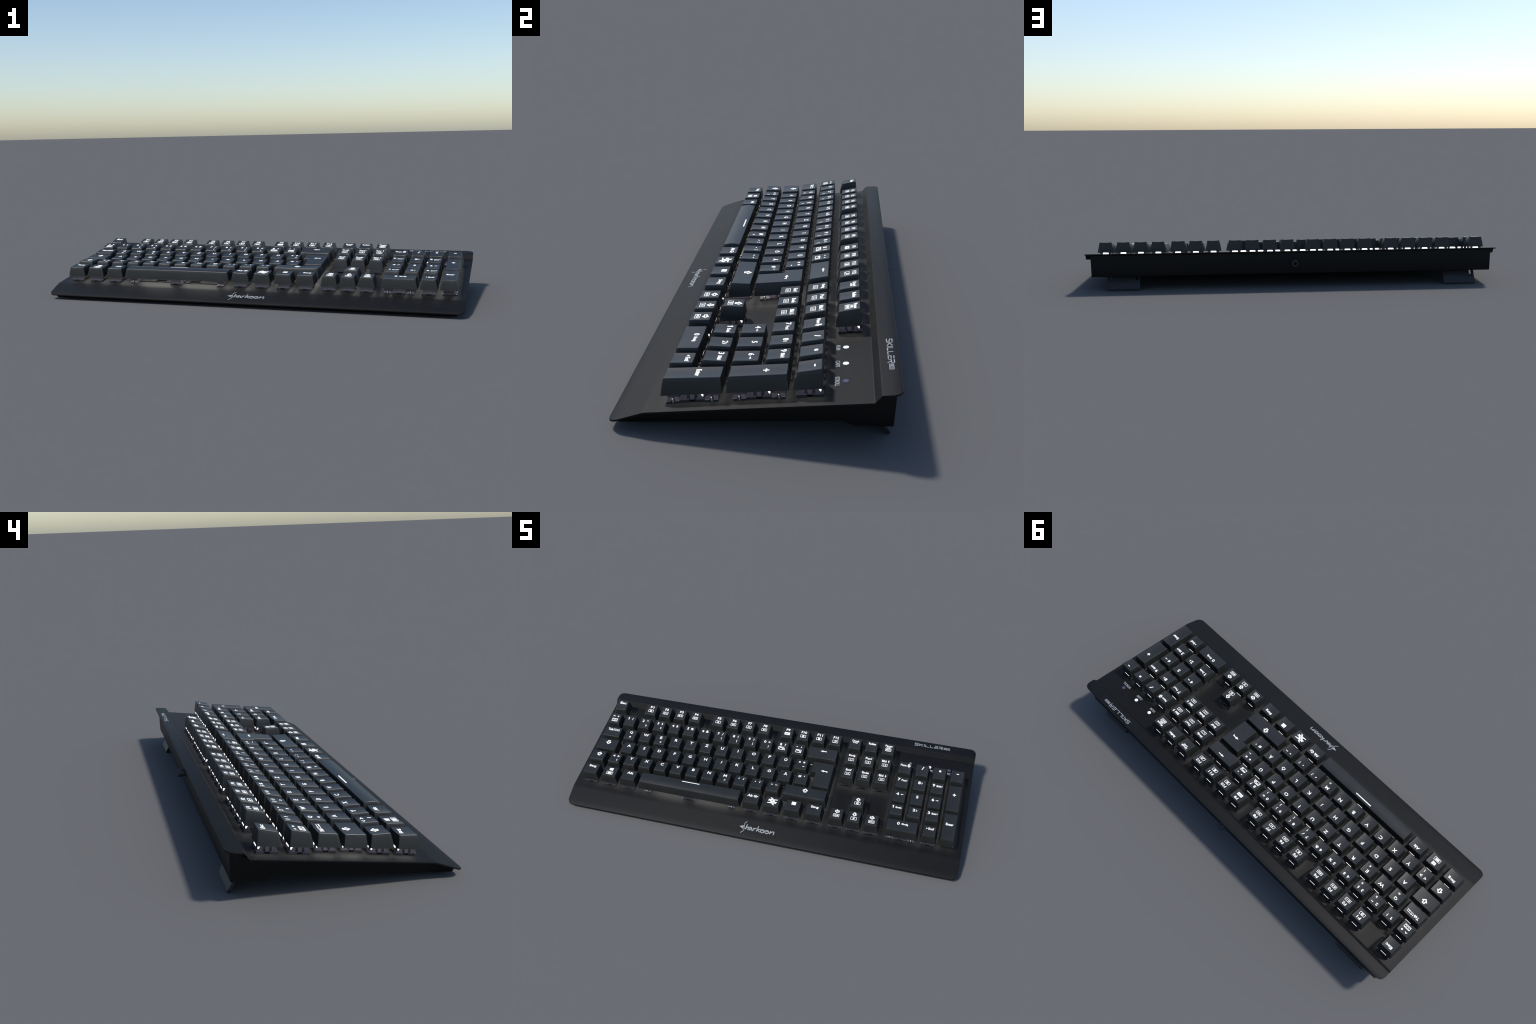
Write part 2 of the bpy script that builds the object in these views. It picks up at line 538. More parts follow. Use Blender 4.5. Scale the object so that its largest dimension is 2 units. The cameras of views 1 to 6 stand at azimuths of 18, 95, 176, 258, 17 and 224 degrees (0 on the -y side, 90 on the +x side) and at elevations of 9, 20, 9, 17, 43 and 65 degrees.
# ------------------------------------------------------------------ legend drawing
class Legend:
    """flat strokes and glyphs gathered as outlines, then laid on the cap top"""
    LIFT, SINK = 0.0005, 0.0006

    def __init__(self):
        self.polys = []
        self.texts = []

    # primitives ------------------------------------------------
    def poly(self, pts):
        self.polys.append(pts)
        return self

    def bar(self, x0, y0, x1, y1, t):
        d = Vector((x1 - x0, y1 - y0))
        n = Vector((-d.y, d.x)).normalized() * t / 2
        e = d.normalized() * t * 0.0
        self.polys.append([(x0 - n.x - e.x, y0 - n.y - e.y), (x1 - n.x + e.x, y1 - n.y + e.y),
                           (x1 + n.x + e.x, y1 + n.y + e.y), (x0 + n.x - e.x, y0 + n.y - e.y)])
        return self

    def line(self, pts, t):
        for a, b in zip(pts, pts[1:]):
            self.bar(a[0], a[1], b[0], b[1], t)
        for p in pts[1:-1]:
            self.disc(p[0], p[1], t / 2, 8)
        return self

    def disc(self, cx, cy, r, n=14):
        self.polys.append([(cx + r * math.cos(2 * math.pi * k / n), cy + r * math.sin(2 * math.pi * k / n)) for k in range(n)])
        return self

    def circle(self, cx, cy, r, t, n=14):
        for k in range(n):
            a, b = 2 * math.pi * k / n, 2 * math.pi * (k + 1) / n
            ri, ro = r - t / 2, r + t / 2
            self.polys.append([(cx + ri * math.cos(a), cy + ri * math.sin(a)), (cx + ro * math.cos(a), cy + ro * math.sin(a)),
                               (cx + ro * math.cos(b), cy + ro * math.sin(b)), (cx + ri * math.cos(b), cy + ri * math.sin(b))])
        return self

    def frame(self, cx, cy, w=0.0285, h=0.0160, t=0.0016):
        x0, x1, y0, y1 = cx - w / 2, cx + w / 2, cy - h / 2, cy + h / 2
        self.polys += [[(x0, y1 - t), (x1, y1 - t), (x1, y1), (x0, y1)], [(x0, y0), (x1, y0), (x1, y0 + t), (x0, y0 + t)],
                       [(x0, y0 + t), (x0 + t, y0 + t), (x0 + t, y1 - t), (x0, y1 - t)],
                       [(x1 - t, y0 + t), (x1, y0 + t), (x1, y1 - t), (x1 - t, y1 - t)]]
        return self

    def text(self, s, cx, cy, h, w=None, bold=0.03):
        self.texts.append((s, cx, cy, h, w, bold))
        return self

    def hollow_arrow(self, cx, cy, ang, L=0.021, W=0.020, t=0.0042):
        """outlined arrow pointing along ang (degrees)"""
        a = math.radians(ang)
        pts = [(-L / 2, -W * 0.22), (0.0, -W * 0.22), (0.0, -W / 2), (L / 2, 0.0),
               (0.0, W / 2), (0.0, W * 0.22), (-L / 2, W * 0.22)]
        P = [(cx + x * math.cos(a) - y * math.sin(a), cy + x * math.sin(a) + y * math.cos(a)) for x, y in pts]
        self.line(P + [P[0]], t)
        for p in P:
            self.disc(p[0], p[1], t / 2, 8)
        return self

    def solid_arrow(self, cx, cy, ang, L=0.034, W=0.013, t=0.0035, hook=0.0):
        a = math.radians(ang)

        def R(x, y):
            return (cx + x * math.cos(a) - y * math.sin(a), cy + x * math.sin(a) + y * math.cos(a))
        self.poly([R(L / 2, 0), R(L * 0.05, W / 2), R(L * 0.05, -W / 2)])
        self.poly([R(-L / 2, -t / 2), R(L * 0.06, -t / 2), R(L * 0.06, t / 2), R(-L / 2, t / 2)])
        if hook:
            self.poly([R(-L / 2, -t / 2), R(-L / 2 + t, -t / 2), R(-L / 2 + t, -t / 2 - hook), R(-L / 2, -t / 2 - hook)])
        return self

    # meshing ----------------------------------------------------
    def mesh(self, surf, name, mat, lift=None):
        lift = self.LIFT if lift is None else lift
        bm = bmesh.new()
        for i, pts in enumerate(self.polys):
            area = sum(a[0] * b[1] - b[0] * a[1] for a, b in zip(pts, pts[1:] + pts[:1]))
            if area < 0:
                pts = pts[::-1]
            # tiny height steps keep overlapping strokes off a shared plane
            add_prism(bm, pts, -self.SINK, lift + (i % 7) * 0.00003)
        for s, cx, cy, h, w, bold in self.texts:
            verts, faces = glyphs(s, bold)
            xs = [v[0] for v in verts]
            ys = [v[1] for v in verts]
            bw, bh = max(xs) - min(xs), max(ys) - min(ys)
            mx, my = (max(xs) + min(xs)) / 2, (max(ys) + min(ys)) / 2
            sy = h / bh
            sx = (w / bw) if w else sy * 1.18
            vs = [bm.verts.new((cx + (v[0] - mx) * sx, cy + (v[1] - my) * sy, lift if v[2] > 0 else -self.SINK)) for v in verts]
            for f in faces:
                try:
                    bm.faces.new([vs[i] for i in f])
                except ValueError:
                    pass
        for v in bm.verts:
            v.co.z += surf(v.co.x, v.co.y)
        me = bpy.data.meshes.new(name)
        bmesh.ops.recalc_face_normals(bm, faces=bm.faces)
        bm.to_mesh(me)
        bm.free()
        me.materials.append(mat)
        return me


_glyph_cache = {}


def glyphs(s, bold):
    key = (s, bold)
    if key not in _glyph_cache:
        cu = bpy.data.curves.new("glyph", 'FONT')
        cu.body = s
        cu.size = 1.0
        cu.extrude = 0.01
        cu.offset = bold
        cu.resolution_u = 3
        ob = bpy.data.objects.new("glyph", cu)
        COLL.objects.link(ob)
        bpy.context.view_layer.update()
        dg = bpy.context.evaluated_depsgraph_get()
        me = bpy.data.meshes.new_from_object(ob.evaluated_get(dg))
        _glyph_cache[key] = ([tuple(v.co) for v in me.vertices], [tuple(p.vertices) for p in me.polygons])
        bpy.data.objects.remove(ob)
        bpy.data.curves.remove(cu)
        bpy.data.meshes.remove(me)
    return _glyph_cache[key]


# typical legend layouts; coordinates are relative to the centre of the cap top
LY = 0.0125                       # main line above centre
CAPH = 0.0165


def one(g, x, y, h):
    g.bar(x + 0.001, y - h / 2, x + 0.001, y + h / 2, 0.0042)
    g.bar(x - 0.0035, y + h * 0.22, x + 0.001, y + h * 0.42, 0.0036)


def letter(ch, sub=None):
    if ch == 'M':
        b, t = LY - CAPH / 2, LY + CAPH / 2
        g = Legend().bar(-0.0075, b, -0.0065, t, 0.0038).bar(0.0075, b, 0.0065, t, 0.0038)
        g.bar(-0.0060, t - 0.001, 0.0, b + 0.004, 0.0040).bar(0.0060, t - 0.001, 0.0, b + 0.004, 0.0040)
    else:
        g = Legend().text(ch, 0, LY, CAPH if ch not in 'ÖÜÄ' else CAPH * 1.12, None, 0.025)
    if sub:
        g.text(sub, 0.003 if sub == '@' else 0.006, -0.0165, 0.0095, None, 0.01)
    return g


def pair(a, b, sub=None, h=0.0145):
    g = Legend()
    small = ".,-_'`´^°+*:;~\"=<>"
    for ch, x in ((a, -0.0115), (b, 0.0115)):
        if ch == '-':
            g.bar(x - 0.0045, LY, x + 0.0045, LY, 0.0036)
        elif ch == '_':
            g.bar(x - 0.006, LY, x + 0.006, LY, 0.0030)
        elif ch == '.':
            g.disc(x, LY - 0.001, 0.0027)
        elif ch == ',':
            g.bar(x - 0.0022, LY - 0.003, x + 0.0018, LY + 0.003, 0.0040)
        elif ch == ':':
            g.disc(x, LY - 0.0035, 0.0024).disc(x, LY + 0.0045, 0.0024)
        elif ch == ';':
            g.disc(x + 0.001, LY + 0.0045, 0.0024).bar(x - 0.002, LY - 0.0055, x + 0.0012, LY - 0.0015, 0.0036)
        elif ch == '°':
            g.disc(x, LY + 0.001, 0.0044)
        elif ch == '*':
            for k in range(3):
                aa = math.radians(90 + 60 * k)
                g.bar(x - 0.005 * math.cos(aa), LY + 0.001 - 0.005 * math.sin(aa), x + 0.005 * math.cos(aa), LY + 0.001 + 0.005 * math.sin(aa), 0.0036)
        elif ch == '+':
            g.bar(x - 0.0052, LY, x + 0.0052, LY, 0.0038).bar(x, LY - 0.0052, x, LY + 0.0052, 0.0038)
        elif ch == '=':
            g.bar(x - 0.0050, LY + 0.0024, x + 0.0050, LY + 0.0024, 0.0026).bar(x - 0.0050, LY - 0.0024, x + 0.0050, LY - 0.0024, 0.0026)
        elif ch == '^':
            g.line([(x - 0.005, LY - 0.002), (x, LY + 0.004), (x + 0.005, LY - 0.002)], 0.0034)
        elif ch == '"':
            g.bar(x - 0.003, LY + 0.001, x - 0.0022, LY + 0.0065, 0.0030).bar(x + 0.003, LY + 0.001, x + 0.0038, LY + 0.0065, 0.0030)
        elif ch == "'":
            g.bar(x - 0.001, LY + 0.001, x + 0.001, LY + 0.007, 0.0036)
        elif ch == '´':
            g.bar(x - 0.0025, LY + 0.000, x + 0.0025, LY + 0.004, 0.0040)
        elif ch == '`':
            g.bar(x - 0.0025, LY + 0.004, x + 0.0025, LY + 0.000, 0.0040)
        elif ch == '<':
            g.line([(x + 0.005, LY + 0.005), (x - 0.005, LY), (x + 0.005, LY - 0.005)], 0.0034)
        elif ch == '>':
            g.line([(x - 0.005, LY + 0.005), (x + 0.005, LY), (x - 0.005, LY - 0.005)], 0.0034)
        elif ch == '1':
            one(g, x, LY, h)
        else:
            g.text(ch, x, LY, h, None, 0.023)
    if sub:
        if sub in '\\|':
            dx = 0.0022 if sub == '\\' else 0.0
            g.bar(0.013 + dx, -0.021, 0.013 - dx, -0.008, 0.0026)
        elif sub == '~':
            g.bar(0.008, -0.0125, 0.018, -0.0125, 0.003)
        else:
            g.text(sub, 0.0115, -0.0145, 0.0095 if sub in '²³' else 0.0135, None, 0.015)
    return g


def speaker(g, y, kind):
    g.poly([(-0.010, y - 0.0022), (-0.007, y - 0.0022), (-0.007, y + 0.0022), (-0.010, y + 0.0022)])
    g.poly([(-0.007, y - 0.0020), (-0.002, y - 0.0052), (-0.002, y + 0.0052), (-0.007, y + 0.0020)])
    if kind in '-+':
        g.bar(0.002, y, 0.010, y, 0.0022)
    if kind == '+':
        g.bar(0.006, y - 0.004, 0.006, y + 0.004, 0.0022)
    if kind == 'x':
        g.bar(0.001, y - 0.004, 0.009, y + 0.004, 0.0022).bar(0.001, y + 0.004, 0.009, y - 0.004, 0.0022)


def function_key(i):
    g = Legend().text("F%d" % i, 0.001, 0.0155, 0.0145, 0.0205 if i < 10 else 0.0285, 0.023)
    y = -0.0085
    g.frame(0.0, y, 0.0290, 0.0162)
    if i == 1:
        g.circle(0, y, 0.0036, 0.0028)
        for k in range(8):
            a = k * math.pi / 4
            g.bar(0.0042 * math.cos(a), y + 0.0042 * math.sin(a), 0.0064 * math.cos(a), y + 0.0064 * math.sin(a), 0.0022)
    elif i in (2, 3, 4):
        speaker(g, y, {2: '-', 3: '+', 4: 'x'}[i])
    elif i == 5:
        g.poly([(-0.0045, y - 0.0042), (0.0045, y - 0.0042), (0.0045, y + 0.0042), (-0.0045, y + 0.0042)])
    elif i == 6:
        g.bar(-0.006, y - 0.0045, -0.006, y + 0.0045, 0.0024).poly([(0.006, y - 0.0045), (0.006, y + 0.0045), (-0.004, y)])
    elif i == 7:
        g.poly([(-0.005, y - 0.0048), (0.003, y), (-0.005, y + 0.0048)]).bar(0.0055, y - 0.0045, 0.0055, y + 0.0045, 0.0022)
    elif i == 8:
        g.bar(0.006, y - 0.0045, 0.006, y + 0.0045, 0.0024).poly([(-0.006, y - 0.0045), (0.004, y), (-0.006, y + 0.0045)])
    elif i == 9:
        g.frame(0, y, 0.026, 0.0130, 0.0026)
        g.line([(-0.012, y + 0.005), (0, y - 0.002), (0.012, y + 0.005)], 0.0026)
        g.line([(-0.012, y - 0.005), (-0.004, y)], 0.002).line([(0.012, y - 0.005), (0.004, y)], 0.002)
    elif i == 10:
        g.poly([(-0.0075, y), (0, y + 0.0062), (0.0075, y)])
        g.poly([(-0.005, y - 0.0055), (-0.0016, y - 0.0055), (-0.0016, y), (-0.005, y)])
        g.poly([(0.0016, y - 0.0055), (0.005, y - 0.0055), (0.005, y), (0.0016, y)])
        g.poly([(-0.0016, y - 0.002), (0.0016, y - 0.002), (0.0016, y), (-0.0016, y)])
    elif i == 11:
        g.poly([(-0.0050, y - 0.0060), (0.0050, y - 0.0060), (0.0050, y + 0.0060), (-0.0050, y + 0.0060)])
    elif i == 12:
        g.circle(0.003, y + 0.0012, 0.0038, 0.0020).bar(-0.008, y - 0.0058, 0.0005, y - 0.0010, 0.0024)
    return g


def boxed(word, label, wide, mark=None, ty=0.0165, by=-0.0075):
    g = Legend()
    if mark:
        g.text(word, -0.006, ty, 0.0130, wide, 0.023)
        x = 0.0165
        g.bar(x, ty - 0.007, x, ty + 0.007, 0.0028)
        s = 1 if mark == 'up' else -1
        y = ty + 0.002 * s
        g.poly([(x - 0.0042, y - 0.001 * s), (x, y + 0.0065 * s), (x + 0.0042, y - 0.001 * s)])
    else:
        g.text(word, 0.001, ty, 0.0130, wide, 0.023)
    g.frame(0.0, by, 0.0280, 0.0160)
    g.text(label, 0.0, by, 0.0085, 0.0125, 0.01)
    return g


def arrow_key(ang, what):
    g = Legend().hollow_arrow(0.0, 0.0140, ang, 0.0195, 0.0185, 0.0042)
    y = -0.0110
    g.frame(0.0, y, 0.0295, 0.0168)
    if what == 'swap':
        g.bar(-0.007, y, 0.007, y, 0.0026)
        g.poly([(-0.0105, y), (-0.004, y - 0.0052), (-0.004, y + 0.0052)])
        g.poly([(0.0105, y), (0.004, y - 0.0052), (0.004, y + 0.0052)])
    elif what == 'sun':
        g.circle(0, y, 0.0034, 0.0022)
        for k in range(8):
            a = k * math.pi / 4
            g.bar(0.0046 * math.cos(a), y + 0.0046 * math.sin(a), 0.0068 * math.cos(a), y + 0.0068 * math.sin(a), 0.0016)
    elif what == 'dim':
        g.circle(0, y, 0.0030, 0.0018).disc(0, y, 0.001, 8)
        for k in range(8):
            a = k * math.pi / 4
            g.disc(0.0052 * math.cos(a), y + 0.0052 * math.sin(a), 0.0007, 6)
    else:
        g.text(what, 0, y, 0.0080, 0.022, 0.01)
    return g


def word(s, h, w, y=LY, x=0.001):
    return Legend().text(s, x, y, h, w, 0.030)


def numpad(d, extra=None, w=None):
    g = Legend()
    if extra is None:
        return g.text(d, 0.0, LY, CAPH, None, 0.023)
    if extra in ('left', 'right'):
        g.text(d, -0.010, LY, CAPH, None, 0.023)
        g.solid_arrow(0.011, LY - 0.001, 180 if extra == 'left' else 0, 0.014, 0.007, 0.0026)
        return g
    if extra in ('up', 'down'):
        g.text(d, -0.003, LY, CAPH, None, 0.023)
        g.solid_arrow(0.0095, LY - 0.001, 90 if extra == 'up' else -90, 0.0125, 0.007, 0.0024)
        return g
    if d == '1':
        one(g, -0.018, LY, CAPH)
    else:
        g.text(d, -0.018, LY, CAPH, None, 0.023)
    g.text(extra, 0.0085, LY - 0.0015, 0.0110, w, 0.023)
    if extra == "Bild":
        g.texts[-1] = ("Bild", 0.006, LY - 0.0015, 0.0110, 0.021, 0.023)
        g.solid_arrow(0.0215, LY - 0.0015, 90 if d == '9' else -90, 0.0110, 0.0055, 0.0020)
    return g


def enter_arrow():
    return Legend().solid_arrow(0.0, 0.0, 180, 0.034, 0.013, 0.0042, hook=-0.0085)


def emblem():
    """abstract tribal flourish: swept parallel blades"""
    g = Legend()
    for sx in (1, -1):
        for k, (x, y, L, t) in enumerate(((0.004, 0.004, 0.020, 0.0050), (-0.002, 0.0105, 0.022, 0.0046),
                                          (-0.006, 0.0165, 0.016, 0.0036), (0.012, 0.010, 0.014, 0.0036))):
            cx, cy = sx * x, sx * y
            a = math.radians(-32 + 5 * k)
            dx, dy = math.cos(a) * L / 2, math.sin(a) * L / 2
            nx, ny = -math.sin(a) * t / 2, math.cos(a) * t / 2
            g.poly([(cx - dx, cy - dy), (cx - dx * 0.1 - nx, cy - dy * 0.1 - ny), (cx + dx, cy + dy), (cx + dx * 0.1 + nx, cy + dy * 0.1 + ny)])
        g.line([(sx * -0.019, sx * 0.001), (sx * -0.010, sx * 0.0075), (sx * 0.002, sx * 0.0085), (sx * 0.020, sx * 0.0105)], 0.0038)
        g.line([(sx * -0.016, sx * 0.010), (sx * -0.012, sx * 0.003), (sx * 0.0, sx * -0.001)], 0.0050)
    for p in g.polys:
        p[:] = [(x * 1.18, y * 1.18 + 0.001) for x, y in p]
    return g


def tab_legend():
    g = Legend().text("Tab", -0.0165, LY, 0.0145, 0.028, 0.030)
    x0, x1 = 0.0, 0.034
    for y, s in ((LY + 0.0042, -1), (LY - 0.0042, 1)):
        g.bar(x0, y, x1, y, 0.0019)
        xe = x0 if s < 0 else x1
        g.bar(xe, y - 0.0038, xe, y + 0.0038, 0.0019)
        g.poly([(xe - s * 0.002, y), (xe - s * 0.012, y + 0.0034), (xe - s * 0.012, y - 0.0034)])
    return g


def windows_legend():
    g = Legend()
    y = 0.0135
    for x0, x1, k in ((-0.0090, -0.0007, 0.0), (0.0003, 0.0110, 0.0010)):
        g.poly([(x0, y + 0.0005), (x1, y + 0.0005), (x1, y + 0.0080 + k), (x0, y + 0.0070 + k)])
        g.poly([(x0, y - 0.0070 - k), (x1, y - 0.0080 - k), (x1, y - 0.0001), (x0, y - 0.0001)])
    by = -0.0115
    g.frame(0, by, 0.034, 0.0185)
    g.frame(0, by, 0.020, 0.0110, 0.0032)
    g.bar(-0.006, by, 0.006, by, 0.0022)
    return g


def caret_legend():
    g = pair('^', '°')
    y = -0.0115
    g.frame(0, y, 0.032, 0.0190, 0.0022)
    g.circle(0, y, 0.0046, 0.0018)
    for sx in (-1, 1):
        for sy in (-1, 1):
            g.bar(sx * 0.013, y + sy * 0.007, sx * 0.0065, y + sy * 0.003, 0.0022)
    return g


def curve_box(g, x, y, sign):
    g.frame(x, y, 0.030, 0.0185, 0.0020)
    g.line([(x - 0.013, y - 0.006 * sign), (x - 0.006, y + 0.002), (x + 0.004, y + 0.002), (x + 0.013, y - 0.006)], 0.0022)
    g.bar(x - 0.012, y + 0.006, x + 0.008, y + 0.006, 0.0020)
    g.bar(x + 0.006, y - 0.006, x + 0.012, y + 0.003, 0.0020)
    return g


def pause_legend():
    g = Legend().text("Pause", 0.0, 0.0180, 0.0115, 0.036, 0.023)
    g.text("Untbr", 0.0, 0.0075, 0.0075, 0.022, 0.03)
    g.frame(0, -0.0060, 0.030, 0.0165)
    g.text("MENU", 0, -0.0060, 0.0090, 0.022, 0.01)
    return g


def menu_legend():
    g = Legend()
    y = 0.0125
    g.frame(0.001, y, 0.0215, 0.0190, 0.0040)
    for dy in (-0.0035, 0.0, 0.0035):
        g.bar(-0.008, y + dy, 0.010, y + dy, 0.0026)
    return g


# ------------------------------------------------------------------ the layout
W1 = 0.0582
KEYS = []                         # (row, x, top width, legend, kind)


def key(row, x, w, legend, kind='std'):
    KEYS.append((row, x, w, legend, kind))


X0 = -0.9237
key('F', X0, W1, word("Esc", 0.0145, 0.035))
for i in range(12):
    start = (-0.7508, -0.3605, 0.0252)[i // 4]
    key('F', start + U1 * (i % 4), W1, function_key(i + 1))
NAV = (0.3890, 0.4752, 0.5618)
g = Legend().text("Druck", 0.0, 0.0160, 0.0115, 0.036, 0.023).text("S-Abf", 0.0, 0.0055, 0.0075, 0.024, 0.03)
key('F', NAV[0], W1, g)
key('F', NAV[1], W1, word("Rollen", 0.0125, 0.037, 0.0145))
key('F', NAV[2], W1, pause_legend())

numbers = [('1', '!', None), ('2', '"', '²'), ('3', '§', '³'), ('4', '$', None), ('5', '%', None), ('6', '&', None),
           ('7', '/', '{'), ('8', '(', '['), ('9', ')', ']'), ('0', '=', '}')]
key('N', X0, W1, caret_legend())
for i, (a, b, s) in enumerate(numbers):
    key('N', X0 + U1 * (i + 1), W1, pair(a, b, s))
g = pair('ß', '?', '\\')
key('N', X0 + U1 * 11, W1, curve_box(g, -0.0055, -0.0110, 1))
g = pair('´', '`')
key('N', X0 + U1 * 12, W1, curve_box(g, 0.001, -0.0110, -1))
key('N', 0.2399, 0.1450, Legend().solid_arrow(0.001, 0.013, 180, 0.033, 0.0105, 0.0042))

key('T', -0.9045, 0.0905, tab_legend())
XQ = -0.8005
for i, ch in enumerate("QWERTZUIOPÜ"):
    key('T', XQ + U1 * i, W1, letter(ch, {'Q': '@', 'E': '€'}.get(ch)))
key('T', XQ + U1 * 11, W1, pair('+', '*', '~'))

key('C', -0.8972, 0.1050, Legend().hollow_arrow(0.0, 0.0120, -90, 0.0215, 0.0225, 0.0048))
XA = -0.7785
for i, ch in enumerate("ASDFGHJKLÖÄ"):
    key('C', XA + U1 * i, W1, letter(ch))
key('C', XA + U1 * 11, W1, pair('#', "'"))
key('TC', 0.0, 0.1065, enter_arrow(), 'enter')

key('S', -0.9140, 0.0722, Legend().hollow_arrow(0.002, 0.0080, 90, 0.0215, 0.0225, 0.0048))
XY = -0.8172
key('S', XY, W1, pair('<', '>', '|'))
for i, ch in enumerate("YXCVBNM"):
    key('S', XY + U1 * (i + 1), W1, letter(ch, 'µ' if ch == 'M' else None))
for i, (a, b) in enumerate(((',', ';'), ('.', ':'), ('-', '_'))):
    key('S', XY + U1 * (i + 8), W1, pair(a, b))
key('S', 0.2098, 0.2084, Legend().hollow_arrow(-0.003, 0.0110, 90, 0.0215, 0.0225, 0.0048))

key('B', -0.9148, 0.0730, word("Strg", 0.0165, 0.039))
key('B', -0.8087, 0.0715, windows_legend())
key('B', -0.7028, 0.0715, word("Alt", 0.0145, 0.032))
key('B', SPACE_X, 0.5300, Legend().bar(-0.045, 0.0185, 0.045, 0.0185, 0.0044).disc(-0.045, 0.0185, 0.0022).disc(0.045, 0.0185, 0.0022), 'space')
key('B', -0.0406, 0.0712, word("Alt Gr", 0.0150, 0.055))
key('B', 0.0649, 0.0706, emblem())
key('B', 0.1702, 0.0706, menu_legend())
key('B', 0.2760, 0.0718, word("Strg", 0.0165, 0.039))

for i, (a, la, wa) in enumerate((("Einfg", "L1", 0.033), ("Pos1", "L2", 0.032), ("Bild", "L3", 0.023))):
    key('N', NAV[i], W1, boxed(a, la, wa, 'up' if i == 2 else None))
for i, (a, la, wa) in enumerate((("Entf", "L4", 0.029), ("Ende", "L5", 0.035), ("Bild", "L6", 0.023))):
    key('T', NAV[i], W1, boxed(a, la, wa, 'down' if i == 2 else None))
key('S', NAV[1], W1, arrow_key(90, 'sun'))
key('B', NAV[0], W1, arrow_key(180, 'swap'))
key('B', NAV[1], W1, arrow_key(-90, 'dim'))
key('B', NAV[2], W1, arrow_key(0, 'MODE'))

PAD = (0.6655, 0.7518, 0.8380, 0.9250)
g = Legend().text("Num", -0.0105, LY, 0.0120, 0.029, 0.023).hollow_arrow(0.0165, LY, -90, 0.0165, 0.0140, 0.0034)
key('N', PAD[0], W1, g)
key('N', PAD[1], W1, Legend().bar(-0.0035, 0.004, 0.0045, 0.0215, 0.0040))
g = Legend()
for k in range(3):
    a = math.radians(90 + 60 * k)
    g.bar(-0.0056 * math.cos(a), LY - 0.0056 * math.sin(a), 0.0056 * math.cos(a), LY + 0.0056 * math.sin(a), 0.0046)
key('N', PAD[2], W1, g)
key('N', PAD[3], W1, Legend().bar(-0.006, LY, 0.006, LY, 0.0042))
key('T', PAD[0], W1, numpad('7', "Pos1", 0.027))
key('T', PAD[1], W1, numpad('8', 'up'))
key('T', PAD[2], W1, numpad('9', "Bild", 0.027))
key('TC', PAD[3], W1, Legend().bar(-0.0080, 0.0200, 0.0080, 0.0200, 0.0044).bar(0, 0.0120, 0, 0.0280, 0.0044))
key('C', PAD[0], W1, numpad('4', 'left'))
key('C', PAD[1], W1, numpad('5'))
key('C', PAD[2], W1, numpad('6', 'right'))
key('S', PAD[0], W1, numpad('1', "Ende", 0.029))
key('S', PAD[1], W1, numpad('2', 'down'))
key('S', PAD[2], W1, numpad('3', "Bild", 0.027))
key('B', 0.7078, 0.1425, Legend().text('0', -0.019, LY - 0.002, CAPH, None, 0.023).text("Einfg", 0.0120, LY - 0.0035, 0.0130, 0.031, 0.023))
key('B', PAD[2], W1, Legend().bar(-0.0165, LY - 0.003, -0.0125, LY + 0.002, 0.0046).text("Entf", 0.0065, LY, 0.0130, 0.027, 0.023))
key('SB', PAD[3], W1, Legend().text("Enter", 0.0, 0.0125, 0.0145, 0.036, 0.030))

# ------------------------------------------------------------------ switch
def switch_mesh():
    bm = bmesh.new()
    hx, hy = 0.0310, 0.0345
    # flange: four corner pieces leaving a notch in the middle of each side
    nx, ny = 0.0115, 0.0085
    for sx in (-1, 1):
        for sy in (-1, 1):
            xa, xb = sorted((sx * hx, sx * nx))
            ya, yb = sorted((sy * hy, sy * ny))
            add_box(bm, xa, xb, ya, yb, 0.0005, 0.0070)
    add_box(bm, -hx + 0.0105, hx - 0.0105, -hy + 0.006, hy - 0.004, -0.004, 0.0068)
    # upper housing core
    add_box(bm, -hx + 0.0095, hx - 0.0095, -hy + 0.002, hy - 0.002, 0.0066, 0.0305, 0.0020, 0.0085)
    # three ribs down each flank, leaving grooves between them
    for s in (-1, 1):
        for ya, yb in ((-hy + 0.001, -0.0145), (-0.0060, 0.0060), (0.0145, hy - 0.001)):
            v = add_box(bm, min(s * 0.012, s * (hx - 0.0008)), max(s * 0.012, s * (hx - 0.0008)), ya, yb, 0.0069, 0.0300)
            for q in v[4:]:
                if abs(q.co.x) > 0.02:
                    q.co.x -= s * 0.0085
                if abs(q.co.y) > 0.03:
                    q.co.y -= math.copysign(0.0070, q.co.y)
    # front face apron
    v = add_box(bm, -hx + 0.001, hx - 0.001, -hy + 0.0008, -hy + 0.010, 0.0069, 0.0295)
    for q in v[4:]:
        q.co.x *= 0.78
        q.co.y += 0.0075
    # rear rim below the lamp
    v = add_box(bm, -hx + 0.001, hx - 0.001, hy - 0.010, hy - 0.0008, 0.0069, 0.0175)
    for q in v[4:]:
        q.co.x *= 0.90
        q.co.y -= 0.0040
    for s in (-1, 1):              # opaque corners behind the flank glow wedges
        xa, xb = sorted((s * 0.0165, s * 0.0292))
        v = add_box(bm, xa, xb, hy - 0.0038, hy - 0.0012, 0.0069, 0.0262)
        for q in v[4:]:
            q.co.x *= 0.90
            q.co.y -= 0.0012
    # stem up into the cap
    add_box(bm, -0.011, 0.011, -0.009, 0.009, 0.030, 0.062)
    return to_mesh(bm, "key_switch", M_SWITCH, angle=25)


